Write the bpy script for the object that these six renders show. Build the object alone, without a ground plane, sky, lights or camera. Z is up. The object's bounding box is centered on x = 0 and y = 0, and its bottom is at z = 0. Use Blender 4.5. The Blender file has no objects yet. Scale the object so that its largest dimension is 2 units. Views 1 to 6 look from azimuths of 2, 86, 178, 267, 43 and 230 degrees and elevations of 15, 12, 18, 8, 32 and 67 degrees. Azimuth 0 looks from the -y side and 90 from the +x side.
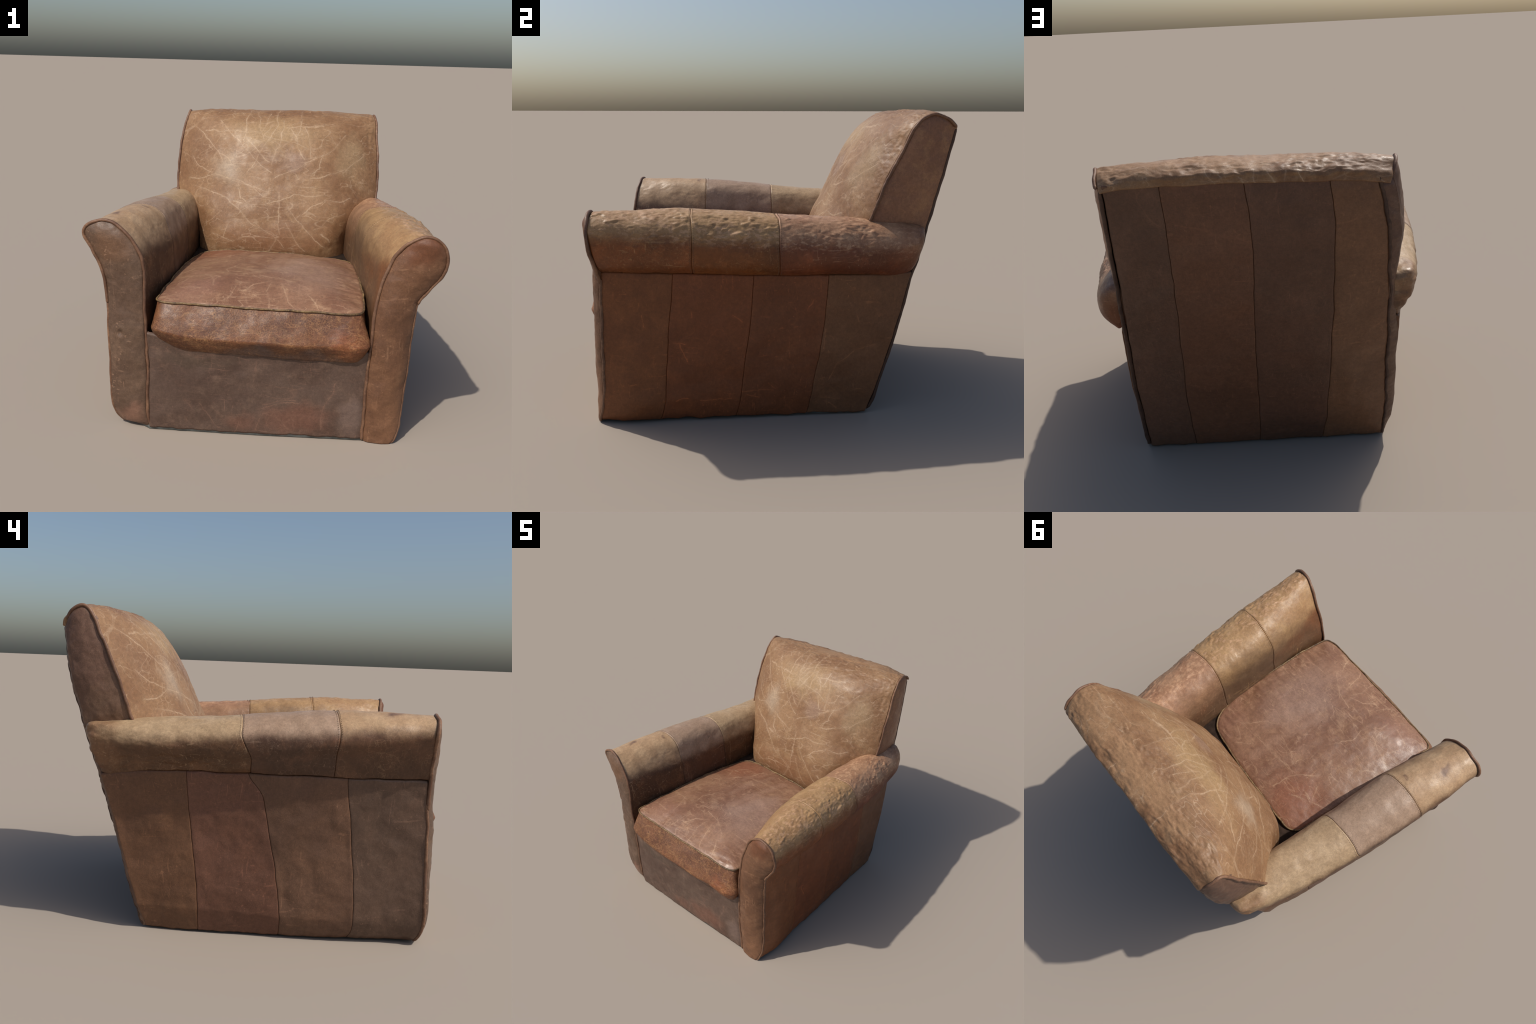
"""A worn leather club armchair: flared scroll arms, loose seat cushion, domed
raked back, panelled sides and rear.  Frame: metres, z up, front towards -y."""
import bpy
import numpy as np
from math import pi

# ----------------------------------------------------------------- noise ----
_rng = np.random.RandomState(11)
_PERM = np.concatenate([_rng.permutation(256)] * 2)
_GRAD = _rng.normal(size=(256, 3))
_GRAD /= np.linalg.norm(_GRAD, axis=1)[:, None]


def perlin(p):
    """Gradient noise, p [...,3] -> [...] in about -0.7..0.7"""
    sh = p.shape[:-1]
    p = p.reshape(-1, 3)
    i = np.floor(p).astype(int)
    f = p - i
    w = f * f * f * (f * (f * 6 - 15) + 10)
    i &= 255
    out = 0
    for dx in (0, 1):
        for dy in (0, 1):
            for dz in (0, 1):
                h = _PERM[(_PERM[(_PERM[(i[:, 0] + dx) & 255] + i[:, 1] + dy) & 255] + i[:, 2] + dz) & 255]
                g = (_GRAD[h] * (f - (dx, dy, dz))).sum(1)
                out = out + g * (w[:, 0] if dx else 1 - w[:, 0]) * (w[:, 1] if dy else 1 - w[:, 1]) * (w[:, 2] if dz else 1 - w[:, 2])
    return out.reshape(sh)


def fbm(p, size, octaves=3, seed=0.0, stretch=(1, 1, 1)):
    q = p / (np.array(stretch) * size) + seed * 7.31
    a, s, t = 1.0, 0, 0
    for k in range(octaves):
        s = s + a * perlin(q * (2.03 ** k) + k * 17.7)
        t += a
        a *= 0.5
    return s / t * 1.5


def sstep(x, a, b):
    t = np.clip((x - a) / (b - a), 0, 1)
    return t * t * (3 - 2 * t)


# ---------------------------------------------------------------- curves ----
def spline(pts, s, knots=None, closed=False):
    """Non-uniform cubic Hermite spline (finite-difference tangents) at s in 0..1"""
    P = np.asarray(pts, float)
    if closed:
        n = len(P)
        P = np.concatenate([P[-2:], P, P[:3]])
    if knots is None:
        d = np.linalg.norm(np.diff(P.reshape(len(P), -1), axis=0), axis=1) ** 0.75
        k = np.concatenate([[0], np.cumsum(np.maximum(d, 1e-6))])
    else:
        k = np.asarray(knots, float)
    if closed:
        a, b = k[2], k[2 + n]
        x = a + (b - a) * (np.asarray(s, float) % 1.0)
    else:
        a, b = (k[0], k[-1])
        x = a + (b - a) * np.clip(np.asarray(s, float), 0, 1) if knots is None else np.clip(s, a, b)
    dk = np.diff(k)
    sl = np.diff(P, axis=0) / dk.reshape((-1,) + (1,) * (P.ndim - 1))
    m = np.empty_like(P)
    m[0], m[-1] = sl[0], sl[-1]
    w = (dk[1:] / (dk[1:] + dk[:-1])).reshape((-1,) + (1,) * (P.ndim - 1))
    m[1:-1] = sl[:-1] * w + sl[1:] * (1 - w)
    j = np.clip(np.searchsorted(k, x, side="right") - 1, 0, len(P) - 2)
    e = (1,) * (P.ndim - 1)
    h = dk[j]
    t = ((x - k[j]) / h)
    sh = t.shape + e
    t = t.reshape(sh)
    h = h.reshape(sh)
    return ((2 * t ** 3 - 3 * t ** 2 + 1) * P[j] + (t ** 3 - 2 * t ** 2 + t) * h * m[j]
            + (-2 * t ** 3 + 3 * t ** 2) * P[j + 1] + (t ** 3 - t ** 2) * h * m[j + 1])


def curve(*pts):
    P = np.array(pts, float)
    return lambda s: spline(P, s)


def linear(*pts):
    P = np.array(pts, float)
    d = np.linalg.norm(np.diff(P, axis=0), axis=1)
    k = np.concatenate([[0], np.cumsum(d)]) / d.sum()
    return lambda s: np.stack([np.interp(s, k, P[:, i]) for i in range(P.shape[1])], -1)


def coons(left, right, bottom, top):
    """Bilinear Coons surface; left/right run upwards, bottom/top run left to right"""
    def S(u, v):
        L, R, B, T = left(v), right(v), bottom(u), top(u)
        U, V = u[..., None], v[..., None]
        c00, c01 = left(np.zeros(1))[0], left(np.ones(1))[0]
        c10, c11 = right(np.zeros(1))[0], right(np.ones(1))[0]
        b0, b1 = bottom(np.zeros(1))[0], bottom(np.ones(1))[0]
        t0, t1 = top(np.zeros(1))[0], top(np.ones(1))[0]
        B = B + (c00 - b0) * (1 - U) + (c10 - b1) * U
        T = T + (c01 - t0) * (1 - U) + (c11 - t1) * U
        return (L * (1 - U) + R * U + B * (1 - V) + T * V
                - ((1 - U) * (1 - V) * c00 + U * (1 - V) * c10 + (1 - U) * V * c01 + U * V * c11))
    return S


# ------------------------------------------------------------ mesh output ----
def slump(P):
    """Years of use: one smooth field of small shifts for the whole chair, so that no seam runs dead straight"""
    P = np.asarray(P, float)
    d = np.stack([.0070 * fbm(P, .16, 2, 200 + k) + .0018 * fbm(P, .06, 2, 210 + k) for k in range(3)], -1)
    d[..., 2] *= sstep(P[..., 2], 0, .08)
    return P + d


def add_object(name, verts, faces, material, parent, kind=None, smooth=True):
    me = bpy.data.meshes.new(name)
    verts = np.asarray(slump(verts), np.float32)
    faces = np.asarray(faces, np.int32)
    n = faces.shape[1]
    me.vertices.add(len(verts))
    me.vertices.foreach_set("co", verts.ravel())
    me.loops.add(faces.size)
    me.loops.foreach_set("vertex_index", faces.ravel())
    me.polygons.add(len(faces))
    me.polygons.foreach_set("loop_start", np.arange(0, faces.size, n, dtype=np.int32))
    me.polygons.foreach_set("loop_total", np.full(len(faces), n, np.int32))
    me.polygons.foreach_set("use_smooth", np.full(len(faces), smooth))
    me.update(calc_edges=True)
    me.validate()
    me.materials.append(material)
    ob = bpy.data.objects.new(name, me)
    bpy.context.scene.collection.objects.link(ob)
    ob.parent = parent
    if kind:
        ob["kind"] = kind
    return ob


def grid_faces(n, m, flip=False, wrap_u=False):
    i = np.arange(n * m).reshape(n, m)
    if wrap_u:
        i = np.concatenate([i, i[:1]], 0)
    q = np.stack([i[:-1, :-1], i[1:, :-1], i[1:, 1:], i[:-1, 1:]], -1).reshape(-1, 4)
    return q[:, ::-1] if flip else q


def normals(P):
    du = np.gradient(P, axis=0)
    dv = np.gradient(P, axis=1)
    N = np.cross(du, dv)
    L = np.linalg.norm(N, axis=-1, keepdims=True)
    return N / np.maximum(L, 1e-12)


def params(length, step, r0, r1):
    """Parameter samples along an edge, crowded where the leather turns into a seam"""
    n = max(4, int(round(length / step)))
    t = np.linspace(0, 1, n + 1)
    f = np.array([0, 0.07, 0.2, 0.4, 0.7, 1.0])
    if r0 > 0:
        t = np.concatenate([f * r0 / length, t[t > 1.3 * r0 / length]])
    if r1 > 0:
        t = np.concatenate([t[t < 1 - 1.3 * r1 / length], 1 - f[::-1] * r1 / length])
    return t


def quarter(d, r):
    if r <= 0:
        return 0 * d
    x = np.clip(1 - d / r, 0, 1)
    return r * (1 - np.sqrt(1 - x * x))


def patch(name, S, size, outward, material, parent, step=0.006, round_=(0.006,) * 4,
          relief=None, skirt=0.02, urange=None, tension=None):
    """A leather panel: surface S(u,v), seam edges (u0,u1,v0,v1) rolled under, relief on top.
    urange(v) -> (u0,u1) restricts the panel to a strip of S."""
    lu, lv = size
    u, v = params(lu, step, round_[0], round_[1]), params(lv, step, round_[2], round_[3])
    U, V = np.meshgrid(u, v, indexing="ij")
    UU = U
    if urange is not None:
        a, b = urange(V)
        UU = a + (b - a) * U
    P = S(UU, V)
    N = normals(P)
    o = np.asarray(outward, float)
    flip = False
    if (N * (P - o if o.shape == (3,) and np.linalg.norm(o) < 50 else o / 100)).sum() < 0:
        N, flip = -N, True
    du = np.concatenate([np.zeros((1, len(v))), np.cumsum(np.linalg.norm(np.diff(P, axis=0), axis=-1), 0)])
    dv = np.concatenate([np.zeros((len(u), 1)), np.cumsum(np.linalg.norm(np.diff(P, axis=1), axis=-1), 1)], 1)
    du1, dv1 = du[-1:] - du, dv[:, -1:] - dv
    dist = [du, du1, dv, dv1]
    dip = sum(quarter(d, r) for d, r in zip(dist, round_))
    h = -dip
    if relief is not None:
        near = np.minimum.reduce([d if r > 0 else d * 0 + 1 for d, r in zip(dist, round_)])
        h = h + relief(P, UU, V, N, near)
    Q = P + N * h[..., None]
    rows = [Q]
    # skirts: fold the border under the neighbouring panel
    if skirt:
        Qu = np.concatenate([(Q[:1] - N[:1] * skirt), Q, (Q[-1:] - N[-1:] * skirt)], 0)
        Nu = np.concatenate([N[:1], N, N[-1:]], 0)
        Q = np.concatenate([(Qu[:, :1] - Nu[:, :1] * skirt), Qu, (Qu[:, -1:] - Nu[:, -1:] * skirt)], 1)
    n, m = Q.shape[:2]
    return add_object(name, Q.reshape(-1, 3), grid_faces(n, m, flip), material, parent)


def tube(name, path, radius, material, parent, n=9, step=0.006, wobble=0.15, seed=1.0, kind=None, flat=1.0, jitter=0.0):
    """Round welt swept along a path [k,3]; radius may taper at the ends"""
    P = np.asarray(path, float)
    d = np.linalg.norm(np.diff(P, axis=0), axis=1)
    k = np.concatenate([[0], np.cumsum(d)])
    m = max(4, int(k[-1] / step))
    s = np.linspace(0, k[-1], m)
    C = np.stack([np.interp(s, k, P[:, i]) for i in range(3)], -1)
    if jitter:
        C = C + jitter * np.stack([fbm(C, 0.07, 2, seed + j) for j in range(3)], -1)
    T = np.gradient(C, axis=0)
    T /= np.linalg.norm(T, axis=1)[:, None] + 1e-12
    ref = np.array([0.31, 0.52, 0.79])
    A = np.zeros_like(T)
    a = np.cross(T[0], ref)
    for i in range(m):
        a = a - T[i] * (a @ T[i])
        a /= np.linalg.norm(a)
        A[i] = a
    B = np.cross(T, A)
    ang = np.linspace(0, 2 * pi, n, endpoint=False)
    r = radius * (1 + wobble * fbm(C, 0.05, 2, seed)) * np.clip(np.minimum(s, s[-1] - s) / (1.5 * radius), 0.05, 1) ** 0.5
    V = C[:, None] + r[:, None, None] * (np.cos(ang)[None, :, None] * A[:, None] + flat * np.sin(ang)[None, :, None] * B[:, None])
    V = V.transpose(1, 0, 2)
    return add_object(name, V.reshape(-1, 3), grid_faces(n, m, True, wrap_u=True), material, parent, kind)


def loft_closed(name, rows, material, parent, outward_flip=False):
    """Rows [k, n, 3] of closed rings, ends closed to their centres"""
    R = np.asarray(rows, float)
    c0, c1 = R[0].mean(0), R[-1].mean(0)
    R = np.concatenate([np.broadcast_to(c0, R[:1].shape), R, np.broadcast_to(c1, R[:1].shape)], 0)
    R = R.transpose(1, 0, 2)
    n, m = R.shape[:2]
    return add_object(name, R.reshape(-1, 3), grid_faces(n, m, outward_flip, wrap_u=True), material, parent)


# -------------------------------------------------------------- materials ----
def lin(rgb):
    c = np.array(rgb, float) / 255
    c = np.where(c <= 0.04045, c / 12.92, ((c + 0.055) / 1.055) ** 2.4)
    return (float(c[0]), float(c[1]), float(c[2]), 1.0)


class Nodes:
    def __init__(self, mat):
        mat.use_nodes = True
        self.t = mat.node_tree
        self.t.nodes.clear()

    def add(self, kind, inputs=(), out=0, **props):
        n = self.t.nodes.new(kind)
        for k, v in props.items():
            setattr(n, k, v)
        for k, v in dict(inputs).items():
            s = n.inputs[k]
            if isinstance(v, bpy.types.NodeSocket):
                self.t.links.new(v, s)
            else:
                s.default_value = v
        return n.outputs[out]

    def math(self, op, a, b=0.0, clamp=False):
        return self.add("ShaderNodeMath", {0: a, 1: b}, operation=op, use_clamp=clamp)

    def vec(self, op, a, b=None, scale=None, out=0):
        i = {0: a}
        if b is not None:
            i[1] = b
        if scale is not None:
            i["Scale"] = scale
        return self.add("ShaderNodeVectorMath", i, out, operation=op)

    def noise(self, co, scale, detail=3.0, rough=0.55, out=0):
        return self.add("ShaderNodeTexNoise", {"Vector": co, "Scale": scale, "Detail": detail, "Roughness": rough}, out)

    def edge(self, co, scale):
        return self.add("ShaderNodeTexVoronoi", {"Vector": co, "Scale": scale}, feature="DISTANCE_TO_EDGE")

    def cell(self, co, scale):
        return self.add("ShaderNodeTexVoronoi", {"Vector": co, "Scale": scale}, feature="F1")

    def remap(self, x, a, b, c=0.0, d=1.0):
        return self.add("ShaderNodeMapRange", {"Value": x, "From Min": a, "From Max": b, "To Min": c, "To Max": d}, interpolation_type="SMOOTHSTEP")

    def mix(self, f, a, b, mode="MIX"):
        n = self.t.nodes.new("ShaderNodeMix")
        n.data_type, n.blend_type = "RGBA", mode
        for k, v in ((0, f), (6, a), (7, b)):
            if isinstance(v, bpy.types.NodeSocket):
                self.t.links.new(v, n.inputs[k])
            else:
                n.inputs[k].default_value = v
        return n.outputs[2]

    def segment(self, co, a, b):
        """Distance from co to the segment a-b"""
        ba = [q - p for p, q in zip(a, b)]
        ll = sum(x * x for x in ba)
        pa = self.vec("SUBTRACT", co, tuple(a))
        h = self.math("MULTIPLY", self.vec("DOT_PRODUCT", pa, tuple(ba), out=1), 1 / ll, True)
        return self.vec("LENGTH", self.vec("SUBTRACT", pa, self.vec("SCALE", tuple(ba), scale=h)), out=1)


def leather(name, base, deep, pale, tone_size=0.35, vein=(8, 0.012, 0.3), fine_vein=(22, 0.02, 0.3),
            vein_colour=None, wear=None, scratch=0.35, creases=None, crease_width=0.006, grain=1.0,
            rough=0.5, patches=None, lines_plane=(1, 0, 1), spec=0.35, streaks=None, fleck=None, net=None, seed=0.0):
    """Old aniline leather: blotchy tone, fine pebble grain, pale vein creases, scratches, rubbed wear.
    wear = (axis weights, from, to, colour, deep_colour): rubbed where the arm or cushion is touched."""
    mat = bpy.data.materials.new(name)
    g = Nodes(mat)
    co0 = g.add("ShaderNodeTexCoord", out=3)
    co = g.vec("ADD", co0, (seed * 3.7, seed * 1.9, seed * 5.3))
    wob = g.vec("SUBTRACT", g.noise(co, 5.0, 3.0, out=1), (0.5, 0.5, 0.5))
    cow = g.vec("ADD", co, g.vec("SCALE", wob, scale=0.06))
    n1 = g.noise(co, 1 / tone_size, 5.0, 0.6)
    n2 = g.noise(cow, 3.5 / tone_size, 5.0, 0.65)
    n3 = g.noise(co, 60, 3.0, 0.6)
    col = g.mix(g.remap(n1, 0.36, 0.66), lin(deep), lin(base))
    col = g.mix(g.math("MULTIPLY", g.remap(n2, 0.48, 0.72), 0.55), col, lin(pale))
    veincol = lin(vein_colour or pale)
    wearmask = None
    if wear:
        w, a, b, wc, sat = wear
        d = g.vec("DOT_PRODUCT", co0, tuple(w), out=1)
        d = g.math("ADD", d, g.math("MULTIPLY", g.math("SUBTRACT", g.noise(cow, 7.0, 5.0, 0.65), 0.5), sat))
        wearmask = g.remap(d, a, b)
        wcol = g.mix(g.remap(n2, 0.35, 0.7), lin(wc[0]), lin(wc[1]))
        col = g.mix(wearmask, col, wcol)
    if fleck:     # sun catching the shoulder's dents, painted as pale flecks in a band below the crest
        (w, a, b, c, d), fc, amount = fleck
        q = g.vec("DOT_PRODUCT", co0, tuple(w), out=1)
        q = g.math("ADD", q, g.math("MULTIPLY", g.math("SUBTRACT", n2, 0.5), 0.06))
        band = g.math("MULTIPLY", g.remap(q, a, b), g.remap(q, d, c))
        st = g.add("ShaderNodeMapping", {"Vector": cow, "Scale": (1.0, 0.6, 1.3)})
        band = g.math("MULTIPLY", band, g.remap(g.noise(st, 42, 3.0, 0.6), 0.48, 0.64))
        col = g.mix(g.math("MULTIPLY", band, amount), col, lin(fc))
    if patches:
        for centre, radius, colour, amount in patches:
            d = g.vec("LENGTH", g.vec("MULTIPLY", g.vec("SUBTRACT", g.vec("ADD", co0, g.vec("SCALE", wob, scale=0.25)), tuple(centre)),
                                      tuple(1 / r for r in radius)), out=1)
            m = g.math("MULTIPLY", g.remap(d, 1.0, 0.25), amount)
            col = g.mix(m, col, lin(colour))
    if streaks:
        for (a, b), width, colour, amount in streaks:
            d = g.segment(g.vec("MULTIPLY", g.vec("ADD", co0, g.vec("SCALE", wob, scale=0.16)), (1, 1, 0)), a, b)
            col = g.mix(g.math("MULTIPLY", g.remap(d, width, width * 0.2), amount), col, lin(colour))
    # vein creases, broken up by a mask
    h = g.math("MULTIPLY", n3, 0.25)
    cov = g.vec("ADD", co, g.vec("SCALE", wob, scale=0.03))
    for (s, wdt, amt), k, rot in ((vein, 3.1, (.5, .7, .4)), (fine_vein, 6.0, (-.6, .9, 1.2)), (fine_vein, 5.0, (.9, -.5, .3))):
        if amt <= 0:
            continue
        run = g.add("ShaderNodeMapping", {"Vector": cov, "Rotation": rot, "Scale": (s * .3, s, s)})
        rid = g.math("ABSOLUTE", g.math("SUBTRACT", g.noise(run, 1.0, 1.0, 0.4), 0.5))
        m = g.math("MULTIPLY", g.remap(rid, wdt, 0.0), g.remap(g.noise(co, k, 2.0), 0.45, 0.62))
        m = g.math("MULTIPLY", m, amt)
        col = g.mix(m, col, veincol)
    if net:       # cracked finish: a fine pale mesh between the pores
        ns, nw, na = net
        m = g.math("MULTIPLY", g.remap(g.edge(cov, ns), nw, nw * .2), g.remap(g.noise(cow, 7.0, 3.0, 0.6), 0.42, 0.62))
        col = g.mix(g.math("MULTIPLY", m, na), col, veincol)
    if creases:
        cc = g.vec("ADD", g.vec("ADD", co0, g.vec("SCALE", g.vec("SUBTRACT", g.noise(co, 3.6, 2.0, out=1), (0.5, 0.5, 0.5)), scale=0.11)), g.vec("SCALE", g.vec("SUBTRACT", g.noise(co, 40, 2.0, out=1), (0.5, 0.5, 0.5)), scale=0.012))
        flat = g.vec("MULTIPLY", cc, lines_plane)
        wn = g.remap(g.noise(co, 9, 3.0), 0.35, 0.65, 0.35, 1.0)
        dmin = None
        for line in creases:
            for a, b in zip(line[:-1], line[1:]):
                if lines_plane == (1, 0, 1):
                    a, b = (a[0], 0, a[1]), (b[0], 0, b[1])
                elif lines_plane == (0, 1, 1):
                    a, b = (0, a[0], a[1]), (0, b[0], b[1])
                else:
                    a, b = (a[0], a[1], 0), (b[0], b[1], 0)
                # (the tiny term chains the segments, so that they are worked out one by one)
                fl = flat if dmin is None else g.add("ShaderNodeVectorMath", {0: dmin, 1: (1e-9, 1e-9, 1e-9), 2: flat}, operation="MULTIPLY_ADD")
                d = g.segment(fl, a, b)
                dmin = d if dmin is None else g.math("MINIMUM", dmin, d)
        core = g.math("MULTIPLY", g.remap(dmin, crease_width, crease_width * 0.15), wn)
        halo = g.math("MULTIPLY", g.remap(dmin, crease_width * 4, 0), 0.12)
        m = g.math("MULTIPLY", g.math("MAXIMUM", core, halo), 0.55)
        col = g.mix(m, col, veincol)
    # scratches: strongly stretched noise in two directions
    if scratch > 0:
        for rot, st in (((0.3, 0.9, 0.4), (2.5, 70, 70)), ((1.2, -0.5, 1.9), (60, 3.0, 60)), ((0.2, 0.3, 0.9), (75, 75, 3.5))):
            mp = g.add("ShaderNodeMapping", {"Vector": cow, "Rotation": rot, "Scale": st})
            m = g.math("MULTIPLY", g.remap(g.noise(mp, 1.0, 1.0), 0.66, 0.74), g.remap(g.noise(co, 4.5, 2.0), 0.45, 0.6))
            col = g.mix(g.math("MULTIPLY", m, scratch), col, veincol)
    # fine grain
    peb = g.cell(cow, 190)
    sp = g.remap(g.noise(co, 170, 2.0, 0.7), 0.3, 0.7, 1 - 0.10 * grain, 1 + 0.10 * grain)
    col = g.vec("SCALE", col, scale=sp)
    sp2 = g.remap(n3, 0.3, 0.7, 1 - 0.10 * grain, 1 + 0.09 * grain)
    col = g.vec("SCALE", col, scale=sp2)
    hh = g.math("ADD", h, g.math("MULTIPLY", peb, -0.12))
    bump = g.add("ShaderNodeBump", {"Height": hh, "Strength": 0.45, "Distance": 0.006})
    ro = g.remap(n2, 0.3, 0.7, rough + 0.1, rough - 0.08)
    bsdf = g.t.nodes.new("ShaderNodeBsdfPrincipled")
    g.t.links.new(col, bsdf.inputs["Base Color"])
    g.t.links.new(ro, bsdf.inputs["Roughness"])
    g.t.links.new(bump, bsdf.inputs["Normal"])
    bsdf.inputs["Specular IOR Level"].default_value = spec
    out = g.t.nodes.new("ShaderNodeOutputMaterial")
    g.t.links.new(bsdf.outputs[0], out.inputs[0])
    return mat


def plain(name, colour, rough=0.8, var=0.3, scale=30):
    mat = bpy.data.materials.new(name)
    g = Nodes(mat)
    co = g.add("ShaderNodeTexCoord", out=3)
    s = g.remap(g.noise(co, scale, 4.0), 0.3, 0.7, 1 - var, 1 + var)
    col = g.vec("SCALE", lin(colour)[:3], scale=s)
    bsdf = g.t.nodes.new("ShaderNodeBsdfPrincipled")
    g.t.links.new(col, bsdf.inputs["Base Color"])
    bsdf.inputs["Roughness"].default_value = rough
    bsdf.inputs["Specular IOR Level"].default_value = 0.2
    out = g.t.nodes.new("ShaderNodeOutputMaterial")
    g.t.links.new(bsdf.outputs[0], out.inputs[0])
    return mat


# long pale creases of the back cushion, as (x, z) runs
BACK_CREASES = [
    [(-.36, 1.55), (-.21, 1.43), (-.08, 1.32), (.02, 1.24)], [(-.54, 1.51), (-.41, 1.42), (-.30, 1.33), (-.19, 1.25)],
    [(-.17, 1.47), (-.06, 1.37), (.02, 1.31)], [(-.13, 1.62), (-.17, 1.56), (-.17, 1.47), (-.18, 1.44)],
    [(.05, 1.62), (.05, 1.54), (-.02, 1.44), (-.08, 1.32), (-.14, 1.24)], [(0, 1.59), (-.08, 1.50)],
    [(.09, 1.56), (.07, 1.46), (.05, 1.38), (.03, 1.30)], [(.12, 1.53), (.17, 1.45), (.19, 1.41), (.25, 1.34)],
    [(.22, 1.62), (.19, 1.54), (.17, 1.48)], [(.22, 1.53), (.26, 1.45), (.29, 1.35)],
    [(.51, 1.48), (.40, 1.39), (.28, 1.32), (.18, 1.26), (.05, 1.21)], [(.65, 1.36), (.52, 1.26), (.42, 1.24), (.28, 1.22)],
    [(-.55, 1.17), (-.37, 1.21), (-.24, 1.19), (-.14, 1.16), (-.01, 1.12)],
    [(-.51, 1.12), (-.39, 1.10), (-.27, 1.06), (-.17, 1.0), (-.07, .92), (.07, .82), (.10, .77)],
    [(-.22, 1.05), (-.09, 1.04), (0, 1.06), (.07, 1.08), (.17, 1.12), (.41, 1.12)],
    [(.21, .98), (.28, 1.05), (.37, 1.08), (.54, 1.09)], [(.52, 1.0), (.40, .97), (.32, .90)],
    [(.15, 1.01), (.26, .92), (.38, .77)], [(-.36, .82), (-.24, .78)], [(.10, 1.53), (.35, 1.54)],
    [(-.46, 1.48), (-.17, 1.49), (-.08, 1.51)], [(.06, 1.12), (.07, .94), (.08, .85)], [(.36, .88), (.40, .81)],
    [(-.54, 1.30), (-.46, 1.25), (-.39, 1.22)], [(-.35, 1.38), (-.32, 1.30)], [(-.08, 1.60), (-.08, 1.53), (-.04, 1.45)],
    [(.37, 1.40), (.35, 1.28), (.30, 1.25)], [(.13, .92), (.20, .82), (.25, .75)], [(.06, .85), (.01, .76)],
    [(-.26, .91), (-.30, .80)], [(-.09, 1.03), (-.17, 1.07)], [(-.19, 1.15), (-.18, 1.07)]]
# creases of the seat top, as (x, y) runs
SEAT_CREASES = [
    [(-.12, .13), (-.17, -.02), (-.24, -.16)], [(-.32, -.42), (-.43, -.34)], [(-.38, -.45), (-.49, -.49)],
    [(-.37, -.35), (-.46, -.43), (-.54, -.50)], [(-.15, -.32), (-.22, -.48), (-.21, -.56)], [(-.28, -.12), (-.37, -.02)],
    [(-.26, .08), (-.36, 0), (-.47, -.07)], [(-.28, -.59), (-.47, -.54), (-.54, -.59)], [(-.28, -.74), (-.29, -.64), (-.32, -.56)],
    [(-.34, -.75), (-.45, -.73)], [(.30, .14), (.22, .06)], [(.38, .02), (.19, -.20)],
    [(.05, -.88), (.02, -.76), (.08, -.66)], [(.18, -.88), (.13, -.78), (.12, -.68)], [(.30, -.88), (.24, -.76)],
    [(-.08, -.87), (-.12, -.78), (-.05, -.70), (.06, -.66)], [(-.20, -.86), (-.16, -.74)], [(.24, -.72), (.12, -.62), (-.02, -.60)]]
SEAT_STREAKS = [
    (((.13, .10, 0), (.05, -.42, 0)), .05, (170, 136, 112), .2), (((.0, .13, 0), (-.08, -.30, 0)), .045, (168, 134, 110), .2),
    (((-.08, .14, 0), (-.16, -.10, 0)), .03, (164, 128, 104), .2), (((.24, -.15, 0), (.13, -.5, 0)), .09, (164, 136, 118), .2)]

# scrapes low on the front, as (x, z) runs, and on the right flank, as (y, z) runs for each panel
APRON_MARKS = [[(.02, .165), (.10, .195), (.22, .205)], [(.04, .20), (.12, .215), (.20, .218)], [(.05, .13), (.14, .155)], [(-.33, .17), (-.27, .10), (-.22, .05)],
               [(.16, .03), (.12, .10)], [(.06, .05), (.10, .13)], [(.33, .06), (.36, .25), (.39, .33)], [(.0, .03), (.03, .10)], [(-.42, .20), (-.38, .14)], [(-.13, .02), (-.10, .09)]]
FLANK_MARKS = [[[(-.69, .60), (-.66, .54)], [(-.605, .38), (-.615, .31)], [(-.76, .21), (-.72, .205)], [(-.58, .12), (-.57, .06)]],
               [[(-.50, .45), (-.46, .36)], [(-.44, .62), (-.43, .59)], [(-.53, .45), (-.47, .45)], [(-.40, .12), (-.28, .135), (-.22, .13)], [(-.52, .11), (-.46, .115)], [(-.20, .60), (-.16, .56)]],
               [[(-.16, .50), (-.11, .46)], [(.17, .60), (.20, .66)], [(-.14, .15), (-.08, .14)], [(.10, .05), (.12, .02)], [(-.02, .20), (.0, .18)]],
               [[(.30, .22), (.34, .30), (.44, .36), (.56, .40)], [(.27, .40), (.28, .50)], [(.30, .46), (.33, .43)], [(.25, .12), (.36, .10)], [(.29, .08), (.34, .05)], [(.44, .56), (.45, .53)]]]

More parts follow.
